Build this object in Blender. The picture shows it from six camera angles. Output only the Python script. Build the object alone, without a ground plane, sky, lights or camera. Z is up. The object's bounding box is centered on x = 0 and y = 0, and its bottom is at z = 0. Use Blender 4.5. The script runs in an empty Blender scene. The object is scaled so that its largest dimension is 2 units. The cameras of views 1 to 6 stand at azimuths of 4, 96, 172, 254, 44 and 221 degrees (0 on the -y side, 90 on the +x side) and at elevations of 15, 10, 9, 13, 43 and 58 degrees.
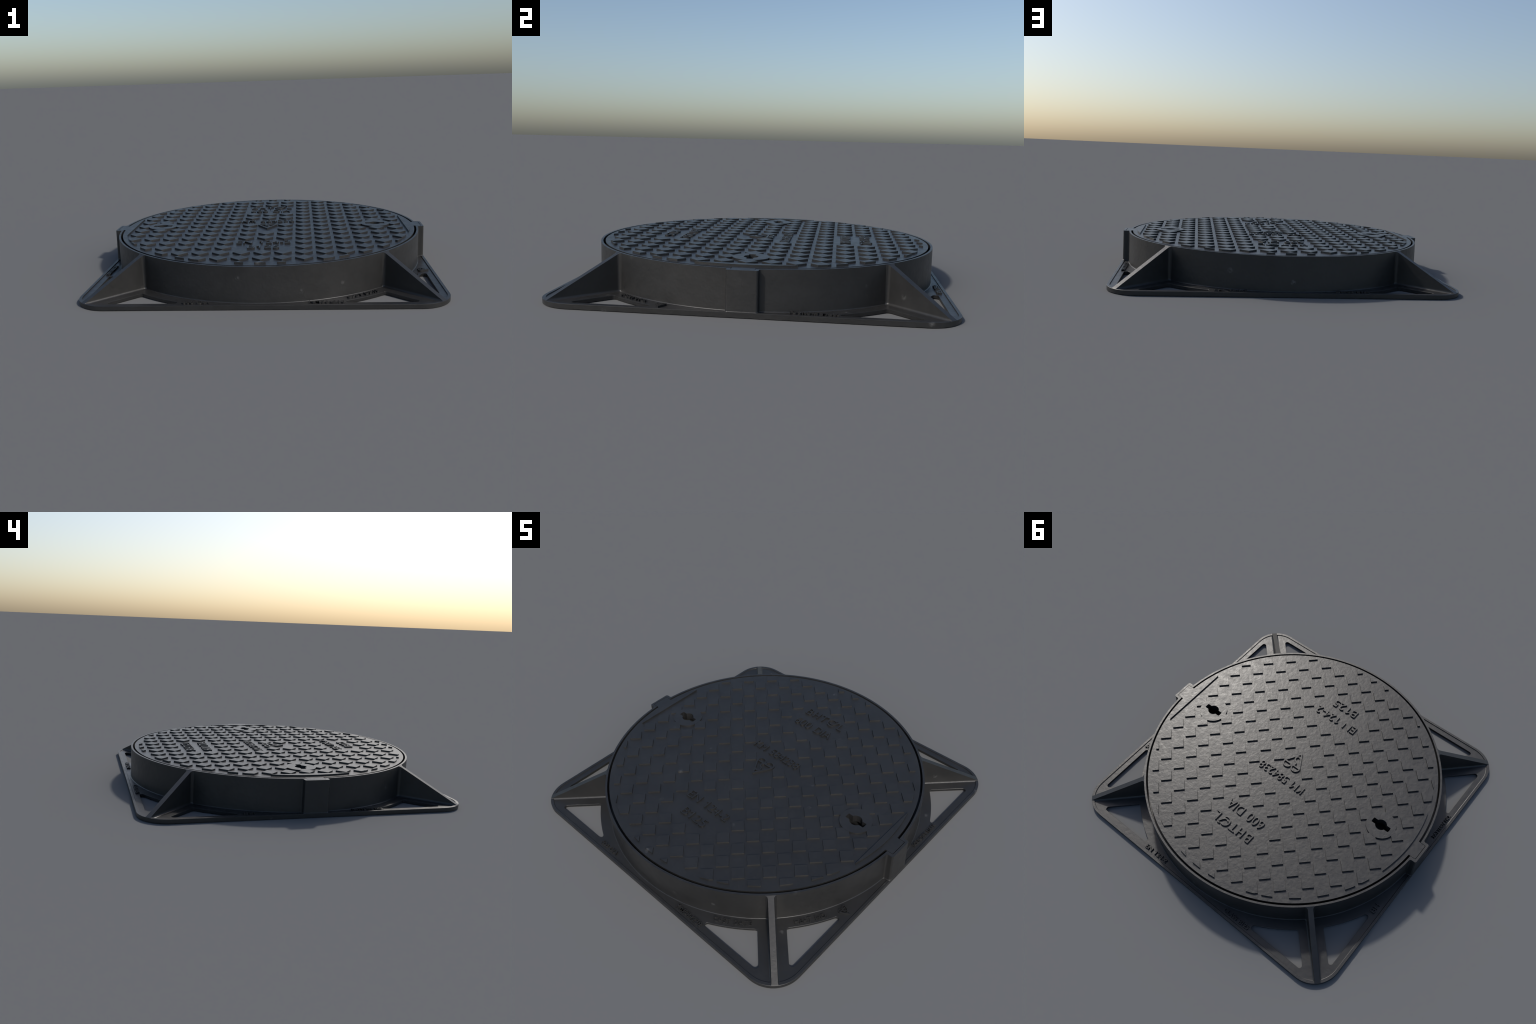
# Round cast-iron inspection cover seated in a square-flanged frame.
import bpy, math, bmesh
from math import sin, cos, pi, sqrt, atan2, hypot, radians
from mathutils import Vector, Matrix
from mathutils.geometry import delaunay_2d_cdt

# ------------------------------------------------------------------ sizes (metres)
HALF = 1.0            # half side of the square flange
CORNER_R = 0.173      # outer corner radius of the flange
FLOOR_Z = 0.0188      # flange floor
LIP_Z = 0.024         # raised lip round the flange
LIP_IN = 0.985        # inner edge of the lip, top
LIP_FOOT = 0.9815      # inner edge of the lip, at the floor
RIM_R = 0.9585        # ring wall outside, at the rim
RIM_IN = 0.9468       # ring wall inside
RIM_Z = 0.2185        # rim and lid level
LID_R = 0.9342
TREAD_Z = 0.2280      # top of the raised pattern
PITCH = 0.1154        # grid of the diamond treads
TREAD = 0.0675        # side of a tread block
CLIP_R = 0.906        # treads end on this circle
CHORD_X = 0.873       # straight side of the edge plates
KEY_X = 0.694         # key hole centres
BOSS_R = 0.092
LETTER_Z = 0.0285     # top of the flange lettering

# ------------------------------------------------------------------ 2D helpers
def arc(cx, cy, r, a0, a1, n):
    return [(cx + r * cos(a0 + (a1 - a0) * k / n), cy + r * sin(a0 + (a1 - a0) * k / n)) for k in range(n + 1)]

def dedupe(pts, eps=1e-6):
    out = []
    for p in pts:
        if not out or hypot(p[0] - out[-1][0], p[1] - out[-1][1]) > eps:
            out.append(p)
    if hypot(out[0][0] - out[-1][0], out[0][1] - out[-1][1]) <= eps:
        out.pop()
    return out

def area(pts):
    return 0.5 * sum(pts[i - 1][0] * pts[i][1] - pts[i][0] * pts[i - 1][1] for i in range(len(pts)))

def ccw(pts):
    return pts if area(pts) > 0 else pts[::-1]

def inside(p, poly):
    hit, x, y = False, p[0], p[1]
    for i in range(len(poly)):
        (x1, y1), (x2, y2) = poly[i - 1], poly[i]
        if (y1 > y) != (y2 > y) and x < (x2 - x1) * (y - y1) / (y2 - y1) + x1:
            hit = not hit
    return hit

def offset(pts, d):
    """Move a counter-clockwise outline outward by d (mitred)."""
    out, n = [], len(pts)
    for i in range(n):
        a, b, c = pts[i - 1], pts[i], pts[(i + 1) % n]
        u = Vector((b[0] - a[0], b[1] - a[1])).normalized()
        v = Vector((c[0] - b[0], c[1] - b[1])).normalized()
        n1, n2 = Vector((u.y, -u.x)), Vector((v.y, -v.x))
        m = n1 + n2
        k = max(0.35, 1 + n1.dot(n2))
        out.append((b[0] + m.x * d / k, b[1] + m.y * d / k))
    return out

def rounded_square(h, r, n=14):
    pts = []
    for q in range(4):
        a = q * pi / 2
        s = [(1, 1), (-1, 1), (-1, -1), (1, -1)][q]
        pts += arc(s[0] * (h - r), s[1] * (h - r), r, a, a + pi / 2, n)
    return pts

def tabbed_circle(R, tx, tw, rc, rf, d=0.0, n=110):
    """Circle with a rectangular tab at each end of the x axis, grown by d."""
    R, tx, tw, rc, rf = R + d, tx + d, tw + d, max(rc + d, 1e-4), max(rf - d, 1e-4)
    cx = sqrt((R + rf) ** 2 - (tw + rf) ** 2)
    at = atan2(tw + rf, cx)
    lower = arc(0, 0, R, -pi / 2, -at, n)
    lower += arc(cx, -(tw + rf), rf, pi - at, pi / 2, 9)
    lower += arc(tx - rc, -tw + rc, rc, -pi / 2, 0, 9)
    upper = [(x, -y) for x, y in lower[::-1]]
    half = lower + upper
    return half[:-1] + [(-x, -y) for x, y in half[:-1]]

def clip_to_circle(poly, r):
    """Convex polygon cut by a circle about the origin (as a fine many-sided ring)."""
    n = 240
    for k in range(n):
        a = 2 * pi * k / n
        nx, ny = cos(a), sin(a)
        out = []
        for i in range(len(poly)):
            p, q = poly[i - 1], poly[i]
            dp, dq = p[0] * nx + p[1] * ny - r, q[0] * nx + q[1] * ny - r
            if (dp <= 0) != (dq <= 0):
                t = dp / (dp - dq)
                out.append((p[0] + t * (q[0] - p[0]), p[1] + t * (q[1] - p[1])))
            if dq <= 0:
                out.append(q)
        poly = out
        if len(poly) < 3:
            return []
    return dedupe(poly, 1e-4)

def ribbon(path, w):
    """Constant-width band along an open path."""
    left, right = [], []
    for i, p in enumerate(path):
        a = path[max(i - 1, 0)]; b = path[min(i + 1, len(path) - 1)]
        if 0 < i < len(path) - 1:
            u = Vector((p[0] - a[0], p[1] - a[1])).normalized(); v = Vector((b[0] - p[0], b[1] - p[1])).normalized()
            n1, n2 = Vector((-u.y, u.x)), Vector((-v.y, v.x))
            m = (n1 + n2) / max(0.35, 1 + n1.dot(n2))
        else:
            u = Vector((b[0] - a[0], b[1] - a[1])).normalized(); m = Vector((-u.y, u.x))
        left.append((p[0] + m.x * w / 2, p[1] + m.y * w / 2)); right.append((p[0] - m.x * w / 2, p[1] - m.y * w / 2))
    return ccw(left + right[::-1])

def smooth_path(ctrl, per=8):
    """Catmull-Rom curve through control points."""
    P = [ctrl[0]] + ctrl + [ctrl[-1]]
    out = []
    for i in range(1, len(P) - 2):
        p0, p1, p2, p3 = P[i - 1], P[i], P[i + 1], P[i + 2]
        for k in range(per):
            t = k / per
            out.append(tuple(0.5 * (2 * p1[j] + (p2[j] - p0[j]) * t + (2 * p0[j] - 5 * p1[j] + 4 * p2[j] - p3[j]) * t * t
                                    + (3 * p1[j] - p0[j] - 3 * p2[j] + p3[j]) * t ** 3) for j in (0, 1)))
    return out + [ctrl[-1]]

# ------------------------------------------------------------------ mesh helpers
class Build:
    def __init__(self):
        self.v, self.f = [], []

    def loop(self, pts, z):
        s = len(self.v)
        if callable(z):
            self.v += [(x, y, z(x, y)) for x, y in pts]
        else:
            self.v += [(x, y, z) for x, y in pts]
        return list(range(s, len(self.v)))

    def skin(self, a, b):
        n = len(a)
        for i in range(n):
            j = (i + 1) % n
            self.f.append((a[i], a[j], b[j], b[i]))

    def face(self, outer, holes, z, up=True):
        loops = [outer] + holes
        co, ed = [], []
        for l in loops:
            s = len(co)
            co += [Vector(p) for p in l]
            ed += [(s + i, s + (i + 1) % len(l)) for i in range(len(l))]
        vs, _, fs, *_ = delaunay_2d_cdt(co, ed, [], 1, 1e-7)
        s = len(self.v)
        self.v += [(p.x, p.y, z) for p in vs]
        for f in fs:
            c = (sum(vs[i].x for i in f) / 3, sum(vs[i].y for i in f) / 3)
            if not inside(c, outer) or any(inside(c, h) for h in holes):
                continue
            a = [vs[i] for i in f]
            turn = (a[1] - a[0]).cross(a[2] - a[0])
            f = list(f) if (turn > 0) == up else list(f)[::-1]
            self.f.append(tuple(s + i for i in f))

    def plate(self, outer, holes, z0, z1, chamfer=0.001, draft=0.0, bottom=True):
        outer = ccw(outer); holes = [ccw(h) for h in holes]
        low = self.loop(offset(outer, draft), z0)
        mid = self.loop(outer, z1 - chamfer)
        self.skin(low, mid)
        top = outer
        if chamfer:
            top = offset(outer, -chamfer)
            self.skin(mid, self.loop(top, z1))
        th = []
        for h in holes:
            hl, hm = self.loop(offset(h, -draft), z0), self.loop(h, z1 - chamfer)
            self.skin(hm, hl)
            ho = h
            if chamfer:
                ho = offset(h, chamfer); self.skin(self.loop(ho, z1), hm)
            th.append(ho)
        self.face(top, th, z1)
        if bottom:
            self.face(offset(outer, draft), [offset(h, -draft) for h in holes], z0, up=False)

    def mesh(self, name, angle=15):
        me = bpy.data.meshes.new(name)
        me.from_pydata(self.v, [], self.f)
        bm = bmesh.new(); bm.from_mesh(me)
        bmesh.ops.remove_doubles(bm, verts=bm.verts, dist=2e-6)
        bm.to_mesh(me); bm.free()
        me.shade_smooth()
        me.set_sharp_from_angle(angle=radians(angle))
        return me

def add(name, me, parent, mat, loc=(0, 0, 0), rot=0.0):
    o = bpy.data.objects.new(name, me)
    bpy.context.scene.collection.objects.link(o)
    o.parent = parent
    o.location = loc
    o.rotation_euler = (0, 0, rot)
    if mat and me is not None and not me.materials:
        me.materials.append(mat)
    return o

# ------------------------------------------------------------------ material
def cast_iron(name, base, rough, bump, speck):
    m = bpy.data.materials.new(name)
    m.use_nodes = True
    nt = m.node_tree
    N, L = nt.nodes.new, nt.links.new
    p = next(n for n in nt.nodes if n.type == 'BSDF_PRINCIPLED')
    geo = N('ShaderNodeNewGeometry')

    def noise(scale, detail, rgh=0.5, dist=0.0):
        n = N('ShaderNodeTexNoise')
        n.inputs['Scale'].default_value = scale; n.inputs['Detail'].default_value = detail
        n.inputs['Roughness'].default_value = rgh; n.inputs['Distortion'].default_value = dist
        L(geo.outputs['Position'], n.inputs['Vector'])
        return n.outputs['Fac']

    def ramp(src, a, b, lo=0.0, hi=1.0):
        r = N('ShaderNodeMapRange')
        for k, v in zip(('From Min', 'From Max', 'To Min', 'To Max'), (a, b, lo, hi)):
            r.inputs[k].default_value = v
        L(src, r.inputs['Value'])
        return r.outputs['Result']

    def calc(op, a, b):
        n = N('ShaderNodeMath'); n.operation = op
        for i, s in enumerate((a, b)):
            if isinstance(s, (int, float)):
                n.inputs[i].default_value = s
            else:
                L(s, n.inputs[i])
        return n.outputs[0]

    # sparse pale scuffs
    vor = N('ShaderNodeTexVoronoi'); vor.inputs['Scale'].default_value = 9.0; vor.inputs['Randomness'].default_value = 1.0
    L(geo.outputs['Position'], vor.inputs['Vector'])
    core = ramp(vor.outputs['Distance'], 0.05, 0.16, 1.0, 0.0)
    sep = N('ShaderNodeSeparateColor'); L(vor.outputs['Color'], sep.inputs['Color'])
    pick = ramp(sep.outputs['Red'], 0.72, 0.95)
    ragged = ramp(noise(60, 3), 0.40, 0.62)
    scuff = calc('MULTIPLY', calc('MULTIPLY', core, pick), ragged)
    scuff = calc('MULTIPLY', scuff, speck)
    # mottling
    mott = ramp(noise(7, 5, 0.6), 0.3, 0.7, 0.86, 1.14)
    fine = ramp(noise(95, 3, 0.6), 0.3, 0.7, 0.93, 1.07)
    shade = calc('MULTIPLY', mott, fine)
    col = N('ShaderNodeMix'); col.data_type = 'RGBA'; col.blend_type = 'MULTIPLY'
    col.inputs['Factor'].default_value = 1.0
    col.inputs['A'].default_value = (*base, 1)
    comb = N('ShaderNodeCombineColor')
    for c in ('Red', 'Green', 'Blue'):
        L(shade, comb.inputs[c])
    L(comb.outputs['Color'], col.inputs['B'])
    mix = N('ShaderNodeMix'); mix.data_type = 'RGBA'
    L(scuff, mix.inputs['Factor']); L(col.outputs['Result'], mix.inputs['A'])
    mix.inputs['B'].default_value = (0.20, 0.20, 0.20, 1)
    L(mix.outputs['Result'], p.inputs['Base Color'])
    p.inputs['Metallic'].default_value = METALLIC
    p.inputs['Specular IOR Level'].default_value = SPECULAR
    L(ramp(noise(22, 4, 0.6), 0.3, 0.7, rough - 0.05, rough + 0.05), p.inputs['Roughness'])
    # sand-cast skin
    big, small = noise(42, 1.0, 0.5, 0.0), noise(105, 2, 0.5)
    h = calc('ADD', calc('MULTIPLY', big, 0.75), calc('MULTIPLY', small, 0.25))
    b = N('ShaderNodeBump'); b.inputs['Strength'].default_value = bump; b.inputs['Distance'].default_value = 0.004
    L(h, b.inputs['Height']); L(b.outputs['Normal'], p.inputs['Normal'])
    return m

METALLIC, SPECULAR = 0.0, 0.5
IRON_LID = cast_iron('cast_iron_lid', (0.021, 0.021, 0.021), 0.39, 0.27, 0.4)
IRON_FRAME = cast_iron('cast_iron_frame', (0.021, 0.021, 0.021), 0.41, 0.20, 0.42)

# ------------------------------------------------------------------ the thing
cover = bpy.data.objects.new('manhole_cover', None)
bpy.context.scene.collection.objects.link(cover)
cover.empty_display_size = 0.3
cover['label'] = 'round black cast iron manhole cover in square ribbed frame'
cover['category'] = 'manhole cover'

# ------------------------------------------------------------------ frame: flange plate with lip and windows
WIN_OUT, WIN_R, WIN_RIB, WIN_F = 0.9482, 1.0243, 0.0748, 0.0155

def window():
    """Window between rib, ring and flange edge, for the corner (+x, +y), on the +y side."""
    k, r = WIN_RIB * sqrt(2), WIN_F
    ya = WIN_OUT - r
    A = (ya - k - r * sqrt(2), ya)                                   # tip: edge and rib
    C = (sqrt((WIN_R + r) ** 2 - ya ** 2), ya)                       # tip: edge and ring
    kb = k + r * sqrt(2)
    xb = (-2 * kb + sqrt(4 * kb ** 2 - 8 * (kb ** 2 - (WIN_R + r) ** 2))) / 4
    B = (xb, xb + kb)                                                # corner: ring and rib
    pts = arc(A[0], A[1], r, -pi / 4, pi / 2, 7)
    ac, ab = atan2(C[1], C[0]), atan2(B[1], B[0])
    pts += arc(C[0], C[1], r, pi / 2, pi + ac, 8)
    pts += arc(0, 0, WIN_R, ac, ab, 24)
    pts += arc(B[0], B[1], r, ab - pi, -pi / 4, 6)
    return ccw(dedupe(pts, 1e-5))

windows = []
for q in range(4):
    c, s = cos(q * pi / 2), sin(q * pi / 2)
    for mirror in (False, True):
        w = [(y, x) for x, y in window()] if mirror else window()
        windows.append(ccw([(c * x - s * y, s * x + c * y) for x, y in w]))

b = Build()
levels = [(HALF, CORNER_R, 0.0), (HALF, CORNER_R, LIP_Z - 0.0008), (HALF - 0.0008, CORNER_R, LIP_Z),
          (LIP_IN, CORNER_R - 0.010, LIP_Z), (LIP_IN - 0.0009, CORNER_R - 0.010, FLOOR_Z + 0.0016), (LIP_IN - 0.0018, CORNER_R - 0.011, FLOOR_Z + 0.0006), (LIP_FOOT, CORNER_R - 0.012, FLOOR_Z)]
prev = None
for h, r, z in levels:
    cur = b.loop(rounded_square(h, r), z)
    if prev:
        b.skin(prev, cur)
    prev = cur
bore_top = arc(0, 0, 0.935, 0, 2 * pi, 160)[:-1]
b.face(rounded_square(LIP_FOOT, CORNER_R - 0.012), [offset(w, 0.0008) for w in windows] + [bore_top], FLOOR_Z)
b.face(rounded_square(HALF, CORNER_R), [offset(w, 0.003) for w in windows] + [bore_top], 0.0, up=False)
for w in windows:
    t = b.loop(offset(w, 0.0008), FLOOR_Z); m = b.loop(w, FLOOR_Z - 0.0008); lo = b.loop(offset(w, 0.003), 0.0)
    b.skin(t, m); b.skin(m, lo)
t, lo = b.loop(bore_top, FLOOR_Z), b.loop(bore_top, 0.0)
b.skin(t, lo)
frame = add('frame', b.mesh('frame'), cover, IRON_FRAME)

# ------------------------------------------------------------------ frame: ring wall with hinge-side lugs
RING = (RIM_R, 0.9945, 0.0742, 0.011, 0.011)
RING_FOOT = (RIM_R + 0.002, 0.9980, 0.0750, 0.011, 0.011)   # the lugs are drafted
SLOT = (RIM_IN, 0.981, 0.0565, 0.006, 0.003)
b = Build()
def foot(extra):
    def z(x, y):
        t = min(max((abs(x) - 0.966) / 0.012, 0), 1) if abs(y) < 0.09 else 0
        return FLOOR_Z + (LIP_Z - FLOOR_Z) * t + extra
    return z
rows = []
F = 0.0055
rows.append(b.loop(tabbed_circle(*RING_FOOT, d=F), foot(-0.003)))
for k in range(9):
    a = k / 8 * pi / 2
    rows.append(b.loop(tabbed_circle(*RING_FOOT, d=F * (1 - sin(a))), foot(0.0004 + F * (1 - cos(a)))))
rows.append(b.loop(tabbed_circle(*RING, d=0.0), RIM_Z))
rows.append(b.loop(tabbed_circle(*SLOT, d=0.0), RIM_Z))
rows.append(b.loop(tabbed_circle(*SLOT, d=0.0), 0.155))
rows.append(b.loop(tabbed_circle(0.895, 0.905, 0.03, 0.002, 0.003), 0.155))
rows.append(b.loop(tabbed_circle(0.895, 0.905, 0.03, 0.002, 0.003), 0.002))
rows.append(b.loop(tabbed_circle(0.93, 0.94, 0.03, 0.002, 0.003), 0.002))
b.v = [(max(min(x, 0.9996), -0.9996), y, z) for x, y, z in b.v]       # lug foot ends flush with the flange edge
for r0, r1 in zip(rows, rows[1:]):
    b.skin(r0, r1)
b.skin(rows[-1], rows[0])
add('ring_wall', b.mesh('ring_wall'), frame, IRON_FRAME)

# ------------------------------------------------------------------ frame: corner ribs, filleted into ring and flange
def rib_mesh():
    b = Build()
    W, FZ, FR = 0.0155, 0.0135, 0.016
    r0, r1, z0, z1 = 0.9580, 1.3405, 0.2172, LIP_Z
    stations = [0.9572] + [0.9600 + FR * (1 - cos(k / 8 * pi / 2)) for k in range(9)] + [0.99 + (1.30 - 0.99) * k / 24 for k in range(25)] + [1.31, 1.32, 1.328, 1.334, r1]
    def half_width(r, z):
        w = W
        dz = z - (FLOOR_Z - 0.0005)
        if dz < FZ:
            w += FZ - sqrt(max(FZ ** 2 - (FZ - max(dz, 0)) ** 2, 0))
        dr = r - 0.9595
        if dr < FR:
            w += FR - sqrt(max(FR ** 2 - (FR - max(dr, 0)) ** 2, 0))
        return w
    K = 8
    prev = None
    for r in stations:
        top = min(z0 + (z1 - z0) * (r - r0) / (r1 - r0) + 0.0004, RIM_Z - 0.0008)
        zs = [FLOOR_Z - 0.0005 + FZ * (1 - cos(k / K * pi / 2)) for k in range(K + 1)]
        zs = [min(z, top) for z in zs] + [top]
        zs[0] = min(zs[0], top)
        ring = []
        side = [(half_width(r, z), z) for z in zs]
        side = [(side[0][0], FLOOR_Z - 0.004)] + side
        s = len(b.v)
        for w, z in side:
            b.v.append((r, -w, z))
        for w, z in side[::-1]:
            b.v.append((r, w, z))
        cur = list(range(s, len(b.v)))
        if prev:
            b.skin(cur, prev)
        else:
            b.f.append(tuple(cur))
        prev = cur
    b.f.append(tuple(prev[::-1]))
    me = b.mesh('rib')
    return me

rib = rib_mesh()
bm = bmesh.new(); bm.from_mesh(rib)
bmesh.ops.dissolve_degenerate(bm, dist=1e-6, edges=bm.edges)
bmesh.ops.recalc_face_normals(bm, faces=bm.faces)
bm.to_mesh(rib); bm.free()
rib.set_sharp_from_angle(angle=radians(15))
for q in range(4):
    add('rib', rib, frame, IRON_FRAME, rot=pi / 4 + q * pi / 2)

# ------------------------------------------------------------------ lid
def key_hole(cx):
    r, hw, reach = 0.0362, 0.0168, 0.0618
    a, e = math.asin(hw / r), math.asin(hw / reach)
    pts = arc(0, 0, r, a, pi - a, 18) + arc(0, 0, reach, pi - e, pi + e, 6) + arc(0, 0, r, pi + a, 2 * pi - a, 18) + arc(0, 0, reach, -e, e, 6)
    return ccw([(x + cx, y) for x, y in pts])

keys = [key_hole(KEY_X), key_hole(-KEY_X)]
LID = (LID_R, 0.978, 0.0545, 0.004, 0.003)
b = Build()
side = [b.loop(tabbed_circle(0.88, 0.89, 0.03, 0.002, 0.003), 0.05), b.loop(tabbed_circle(0.88, 0.89, 0.03, 0.002, 0.003), 0.125), b.loop(tabbed_circle(*LID, d=-0.005), 0.125), b.loop(tabbed_circle(*LID, d=-0.005), 0.175), b.loop(tabbed_circle(*LID), RIM_Z)]
for a0, a1 in zip(side, side[1:]):
    b.skin(a0, a1)
b.face(tabbed_circle(*LID), keys, RIM_Z)
b.face(tabbed_circle(0.88, 0.89, 0.03, 0.002, 0.003), [], 0.05, up=False)
for k in keys:
    cx = KEY_X if k is keys[0] else -KEY_X
    pocket = arc(cx, 0, 0.085, 0, 2 * pi, 48)[:-1]
    b.skin(b.loop(k, RIM_Z), b.loop(k, 0.180))
    b.face(pocket, [k], 0.180, up=False)
    b.skin(b.loop(pocket, 0.180), b.loop(pocket, 0.132))
    b.face(pocket, [], 0.132)
lid = add('lid', b.mesh('lid'), cover, IRON_LID)

# bosses round the key holes
for cx, k in ((KEY_X, keys[0]), (-KEY_X, keys[1])):
    b = Build()
    b.plate(arc(0, 0, BOSS_R, 0, 2 * pi, 72)[:-1], [[(x - cx, y) for x, y in k]], RIM_Z, TREAD_Z + 0.0004, chamfer=0, bottom=False)
    add('keyhole_boss', b.mesh('keyhole_boss'), lid, IRON_LID, loc=(cx, 0, 0))

# edge plates beside the lugs
a = math.acos(CHORD_X / CLIP_R)
for s in (1, -1):
    b = Build()
    seg = arc(0, 0, CLIP_R, -a, a, 40)
    b.plate([(s * x, s * y) for x, y in seg], [], RIM_Z - 0.002, TREAD_Z, chamfer=0)
    add('edge_plate', b.mesh('edge_plate'), lid, IRON_LID)

# diamond treads on a square grid, left out where lettering stands
D = TREAD / sqrt(2)
diamond = [(D, 0), (0, D), (-D, 0), (0, -D)]
left_out = {(m, n) for n in (5, 4, 1, -4, -5) for m in (-1, 0, 1)} | {(0, 0), (0, -1), (6, 0), (-6, 0)}
b = Build()
b.plate(diamond, [], RIM_Z - 0.002, TREAD_Z, chamfer=0, draft=0.0008)
full = b.mesh('tread_block')
for n in range(-8, 9):
    for m in range(-8, 9):
        if (m, n) in left_out:
            continue
        cx, cy = m * PITCH, n * PITCH
        if abs(cx) + D > CHORD_X:
            continue
        poly = [(cx + x, cy + y) for x, y in diamond]
        if max(hypot(*p) for p in poly) <= CLIP_R:
            add('tread_block', full, lid, IRON_LID, loc=(cx, cy, 0))
            continue
        cut = clip_to_circle(poly, CLIP_R)
        if len(cut) < 3 or area(ccw(cut)) < 0.03 * TREAD ** 2:
            continue
        b = Build()
        b.plate([(x - cx, y - cy) for x, y in cut], [], RIM_Z - 0.002, TREAD_Z, chamfer=0, draft=0.0006)
        add('tread_block', b.mesh('tread_block'), lid, IRON_LID, loc=(cx, cy, 0))

# ------------------------------------------------------------------ lettering
_glyphs = {}
def glyph(ch, weight):
    """Outline mesh of one character of the built-in font, one unit tall capitals, flat prism of unit depth."""
    key = (ch, weight)
    if key not in _glyphs:
        cu = bpy.data.curves.new('glyph', 'FONT')
        cu.body = ch; cu.size = 1.0; cu.offset = weight; cu.extrude = 0.5; cu.resolution_u = 6
        o = bpy.data.objects.new('glyph', cu)
        bpy.context.scene.collection.objects.link(o)
        dg = bpy.context.evaluated_depsgraph_get()
        me = bpy.data.meshes.new_from_object(o.evaluated_get(dg))
        bpy.data.objects.remove(o); bpy.data.curves.remove(cu)
        if ch == '1':                      # upright with a slanted flag
            _, hx0, hx1, h0, h1 = glyph('H', weight)
            _, i0, i1, _, _ = glyph('I', weight)
            k, sw, l = h1 - h0, i1 - i0, hx0 * 0.8
            r = l + 0.34 * k
            b = Build()
            b.plate([(r - sw, h0), (r, h0), (r, h1), (r - sw * 0.8, h1), (l, h0 + 0.80 * k), (l, h0 + 0.655 * k), (r - sw, h0 + 0.80 * k)],
                    [], -0.5, 0.5, chamfer=0)
            me = b.mesh('glyph')
        xs = [v.co.x for v in me.vertices]; ys = [v.co.y for v in me.vertices]
        _glyphs[key] = (me, min(xs), max(xs), min(ys), max(ys))
    return _glyphs[key]

def advance(ch, weight):
    """Pen travel of one character, from the width it adds between two capitals."""
    h, t = glyph('HH', weight), glyph('H' + ch + 'H', weight)
    return (t[2] - t[1]) - (h[2] - h[1])

def letter(ch, weight, sx, sy, z0, z1, place, parent, mat):
    src, x0, x1, y0, y1 = glyph(ch, weight)
    me = src.copy(); me.name = 'raised_letter'
    base = glyph('H', weight)[3]
    for v in me.vertices:
        v.co = ((v.co.x - (x0 + x1) / 2) * sx, (v.co.y - base) * sy, z0 + (v.co.z + 0.5) * (z1 - z0))
    me.materials.clear()
    me.shade_smooth(); me.set_sharp_from_angle(angle=radians(30))
    o = add('raised_letter', me, parent, mat)
    o.matrix_local = place
    return o

def word(text, x0, x1, cap, weight, z0, z1, place, parent, mat):
    """Letters of a word spread between x0 and x1; place(x) gives the matrix of a letter standing at x on the base line."""
    _, _, _, hy0, hy1 = glyph('H', weight)
    sy = cap / (hy1 - hy0)
    pens, pen = [], 0.0
    for c in text:
        pens.append(pen)
        pen += advance(c, weight) * (1.45 if c == ' ' else 1.0)
    start = glyph(text[0], weight)[1]
    end = pens[-1] + glyph(text[-1], weight)[2]
    sx = (x1 - x0) / (end - start)
    for c, p in zip(text, pens):
        if c == ' ':
            continue
        g = glyph(c, weight)
        letter(c, weight, sx, sy, z0, z1, place(x0 + sx * (p + (g[1] + g[2]) / 2 - start)), parent, mat)

def straight(bx, by, ang):
    return lambda x: Matrix.Translation((bx, by, 0)) @ Matrix.Rotation(ang, 4, 'Z') @ Matrix.Translation((x, 0, 0))

LZ = (RIM_Z - 0.001, TREAD_Z)
def lid_word(text, x0, x1, y, cap):
    word(text, x0, x1, cap, -0.006, *LZ, straight(0, y, 0), lid, IRON_LID)

for ch, x0, x1 in (('B', -0.1415, -0.1), ('H', -0.0825, -0.043), ('T', -0.027, 0.0175), ('L', 0.116, 0.1505)):
    lid_word(ch, x0, x1, 0.549, 0.0595)
lid_word('600', -0.1415, -0.0205, 0.434, 0.0595); lid_word('DIA', 0.0172, 0.140, 0.434, 0.0595)
lid_word('KM', -0.1765, -0.0885, 0.0905, 0.0545); lid_word('584238', -0.052, 0.171, 0.0905, 0.0545)
lid_word('EN', -0.162, -0.0705, -0.4905, 0.0555); lid_word('124-2', -0.028, 0.154, -0.4905, 0.0555)
lid_word('B125', -0.091, 0.091, -0.603, 0.0555)

def bands(name, paths, width, z0, z1, parent, mat, place):
    b = Build()
    for i, p in enumerate(paths):
        b.plate(ribbon(p, width), [], z0, z1 + 0.0002 * i, chamfer=0)
    o = add(name, b.mesh(name), parent, mat)
    o.matrix_local = place
    return o

# round letter with a swoosh, between T and L
c_arc = arc(0.0620, 0.5785, 0.0300, radians(52), radians(312), 30)
swoosh = smooth_path([(0.0480, 0.5730), (0.0580, 0.5660), (0.0720, 0.5670), (0.0850, 0.5800), (0.0950, 0.5990), (0.0985, 0.6080)])
barb = [(0.0820, 0.6100), (0.0975, 0.6115), (0.1045, 0.5990)]
bands('emblem_letter', [c_arc, swoosh, barb], 0.0072, LZ[0], LZ[1], lid, IRON_LID, Matrix.Identity(4))

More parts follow.
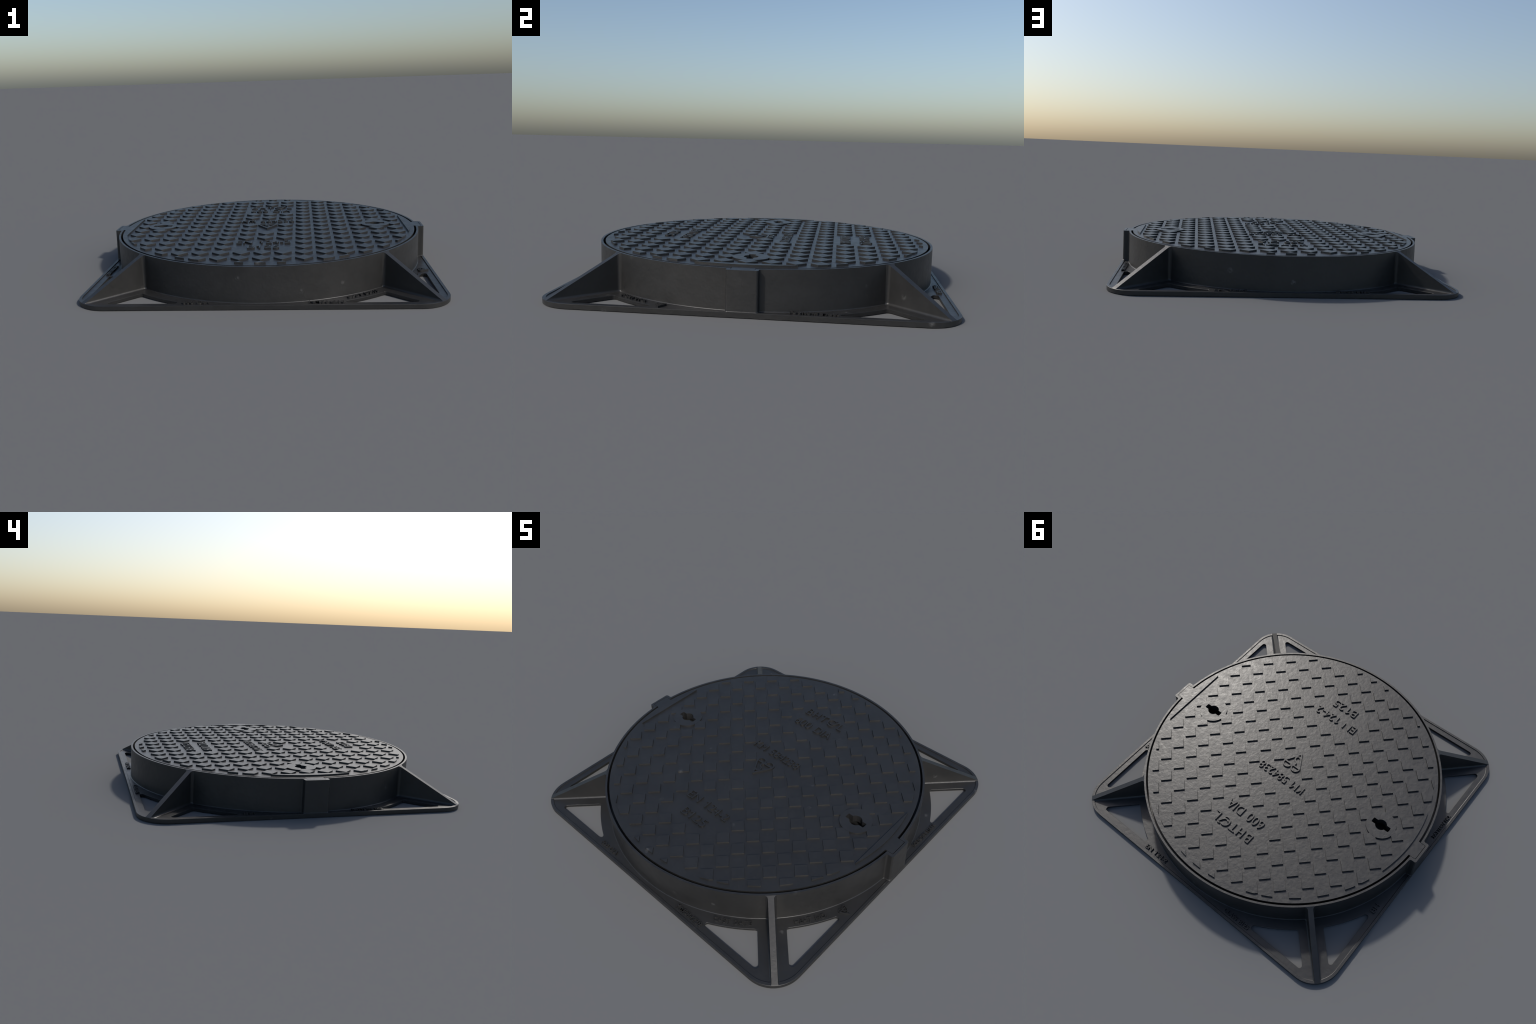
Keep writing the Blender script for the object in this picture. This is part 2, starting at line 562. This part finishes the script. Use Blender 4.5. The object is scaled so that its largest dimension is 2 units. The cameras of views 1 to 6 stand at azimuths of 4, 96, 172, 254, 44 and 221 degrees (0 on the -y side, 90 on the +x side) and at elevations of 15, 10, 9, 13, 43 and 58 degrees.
# heart-shaped approval mark: two lobes on a bar, a pointed body and an S-shaped band inside it
def mark_paths(s):
    lobe = lambda c: arc(c, 0.009, 0.0276, radians(195), radians(-15), 20)
    paths = [lobe(-0.0320), lobe(0.0320), [(-0.0605, 0.0025), (0.0605, 0.0025)],
             [(-0.0592, 0.003), (0, -0.0975), (0.0592, 0.003)],
             smooth_path([(-0.006, 0.0), (-0.013, -0.012), (-0.009, -0.025), (0.006, -0.036), (0.013, -0.050), (0.008, -0.064), (-0.005, -0.069), (-0.018, -0.060)])]
    return [[(x * s, y * s) for x, y in p] for p in paths]
bands('approval_mark', mark_paths(1.0), 0.0088, LZ[0], LZ[1], lid, IRON_LID, Matrix.Identity(4))

# flange lettering, read from outside; letters stand towards the ring
FZ = (FLOOR_Z - 0.002, LETTER_Z)
def flange_word(text, side, x0, x1, base, cap=0.0265):
    """side 0..3 = -y, +x, +y, -x; x runs to the right as read, base is the distance of the base line from the centre."""
    ang = side * pi / 2
    place = lambda x: Matrix.Rotation(ang, 4, 'Z') @ Matrix.Translation((x, -base, 0))
    word(text, x0, x1, cap, 0.004, *FZ, place, frame, IRON_FRAME)

def ring_word(text, a0, a1, r, cap=0.0255):
    """Word bent round the ring wall from angle a0 to a1 (degrees)."""
    k = radians(1) * r
    place = lambda s: Matrix.Rotation(s / r + pi / 2, 4, 'Z') @ Matrix.Translation((0, -r, 0))
    word(text, a0 * k, a1 * k, cap, -0.004, *FZ, place, frame, IRON_FRAME)

flange_word('600 DIA', 0, -0.411, -0.268, 0.9685)
flange_word('KM584238', 0, 0.254, 0.438, 0.9705)
ring_word('CAST DATE', -62.8, -51.0, 1.0085)
ring_word('HEAT NO.', -38.3, -28.2, 1.0125)
flange_word('FOUNDRY MARK', 1, 0.217, 0.438, 0.9665, 0.0225)
flange_word('EN 124-2', 2, -0.418, -0.239, 0.9725)
flange_word('CLASS B125', 2, 0.250, 0.438, 0.9705)
flange_word('BH', 3, -0.4145, -0.350, 0.961, 0.031)
flange_word('PATTERN NO.', 3, 0.237, 0.434, 0.9715, 0.0225)
bands('approval_mark', mark_paths(0.42), 0.0042, FZ[0], FZ[1], frame, IRON_FRAME,
      Matrix.Translation((0.925, -0.392, 0)) @ Matrix.Rotation(pi / 2, 4, 'Z'))
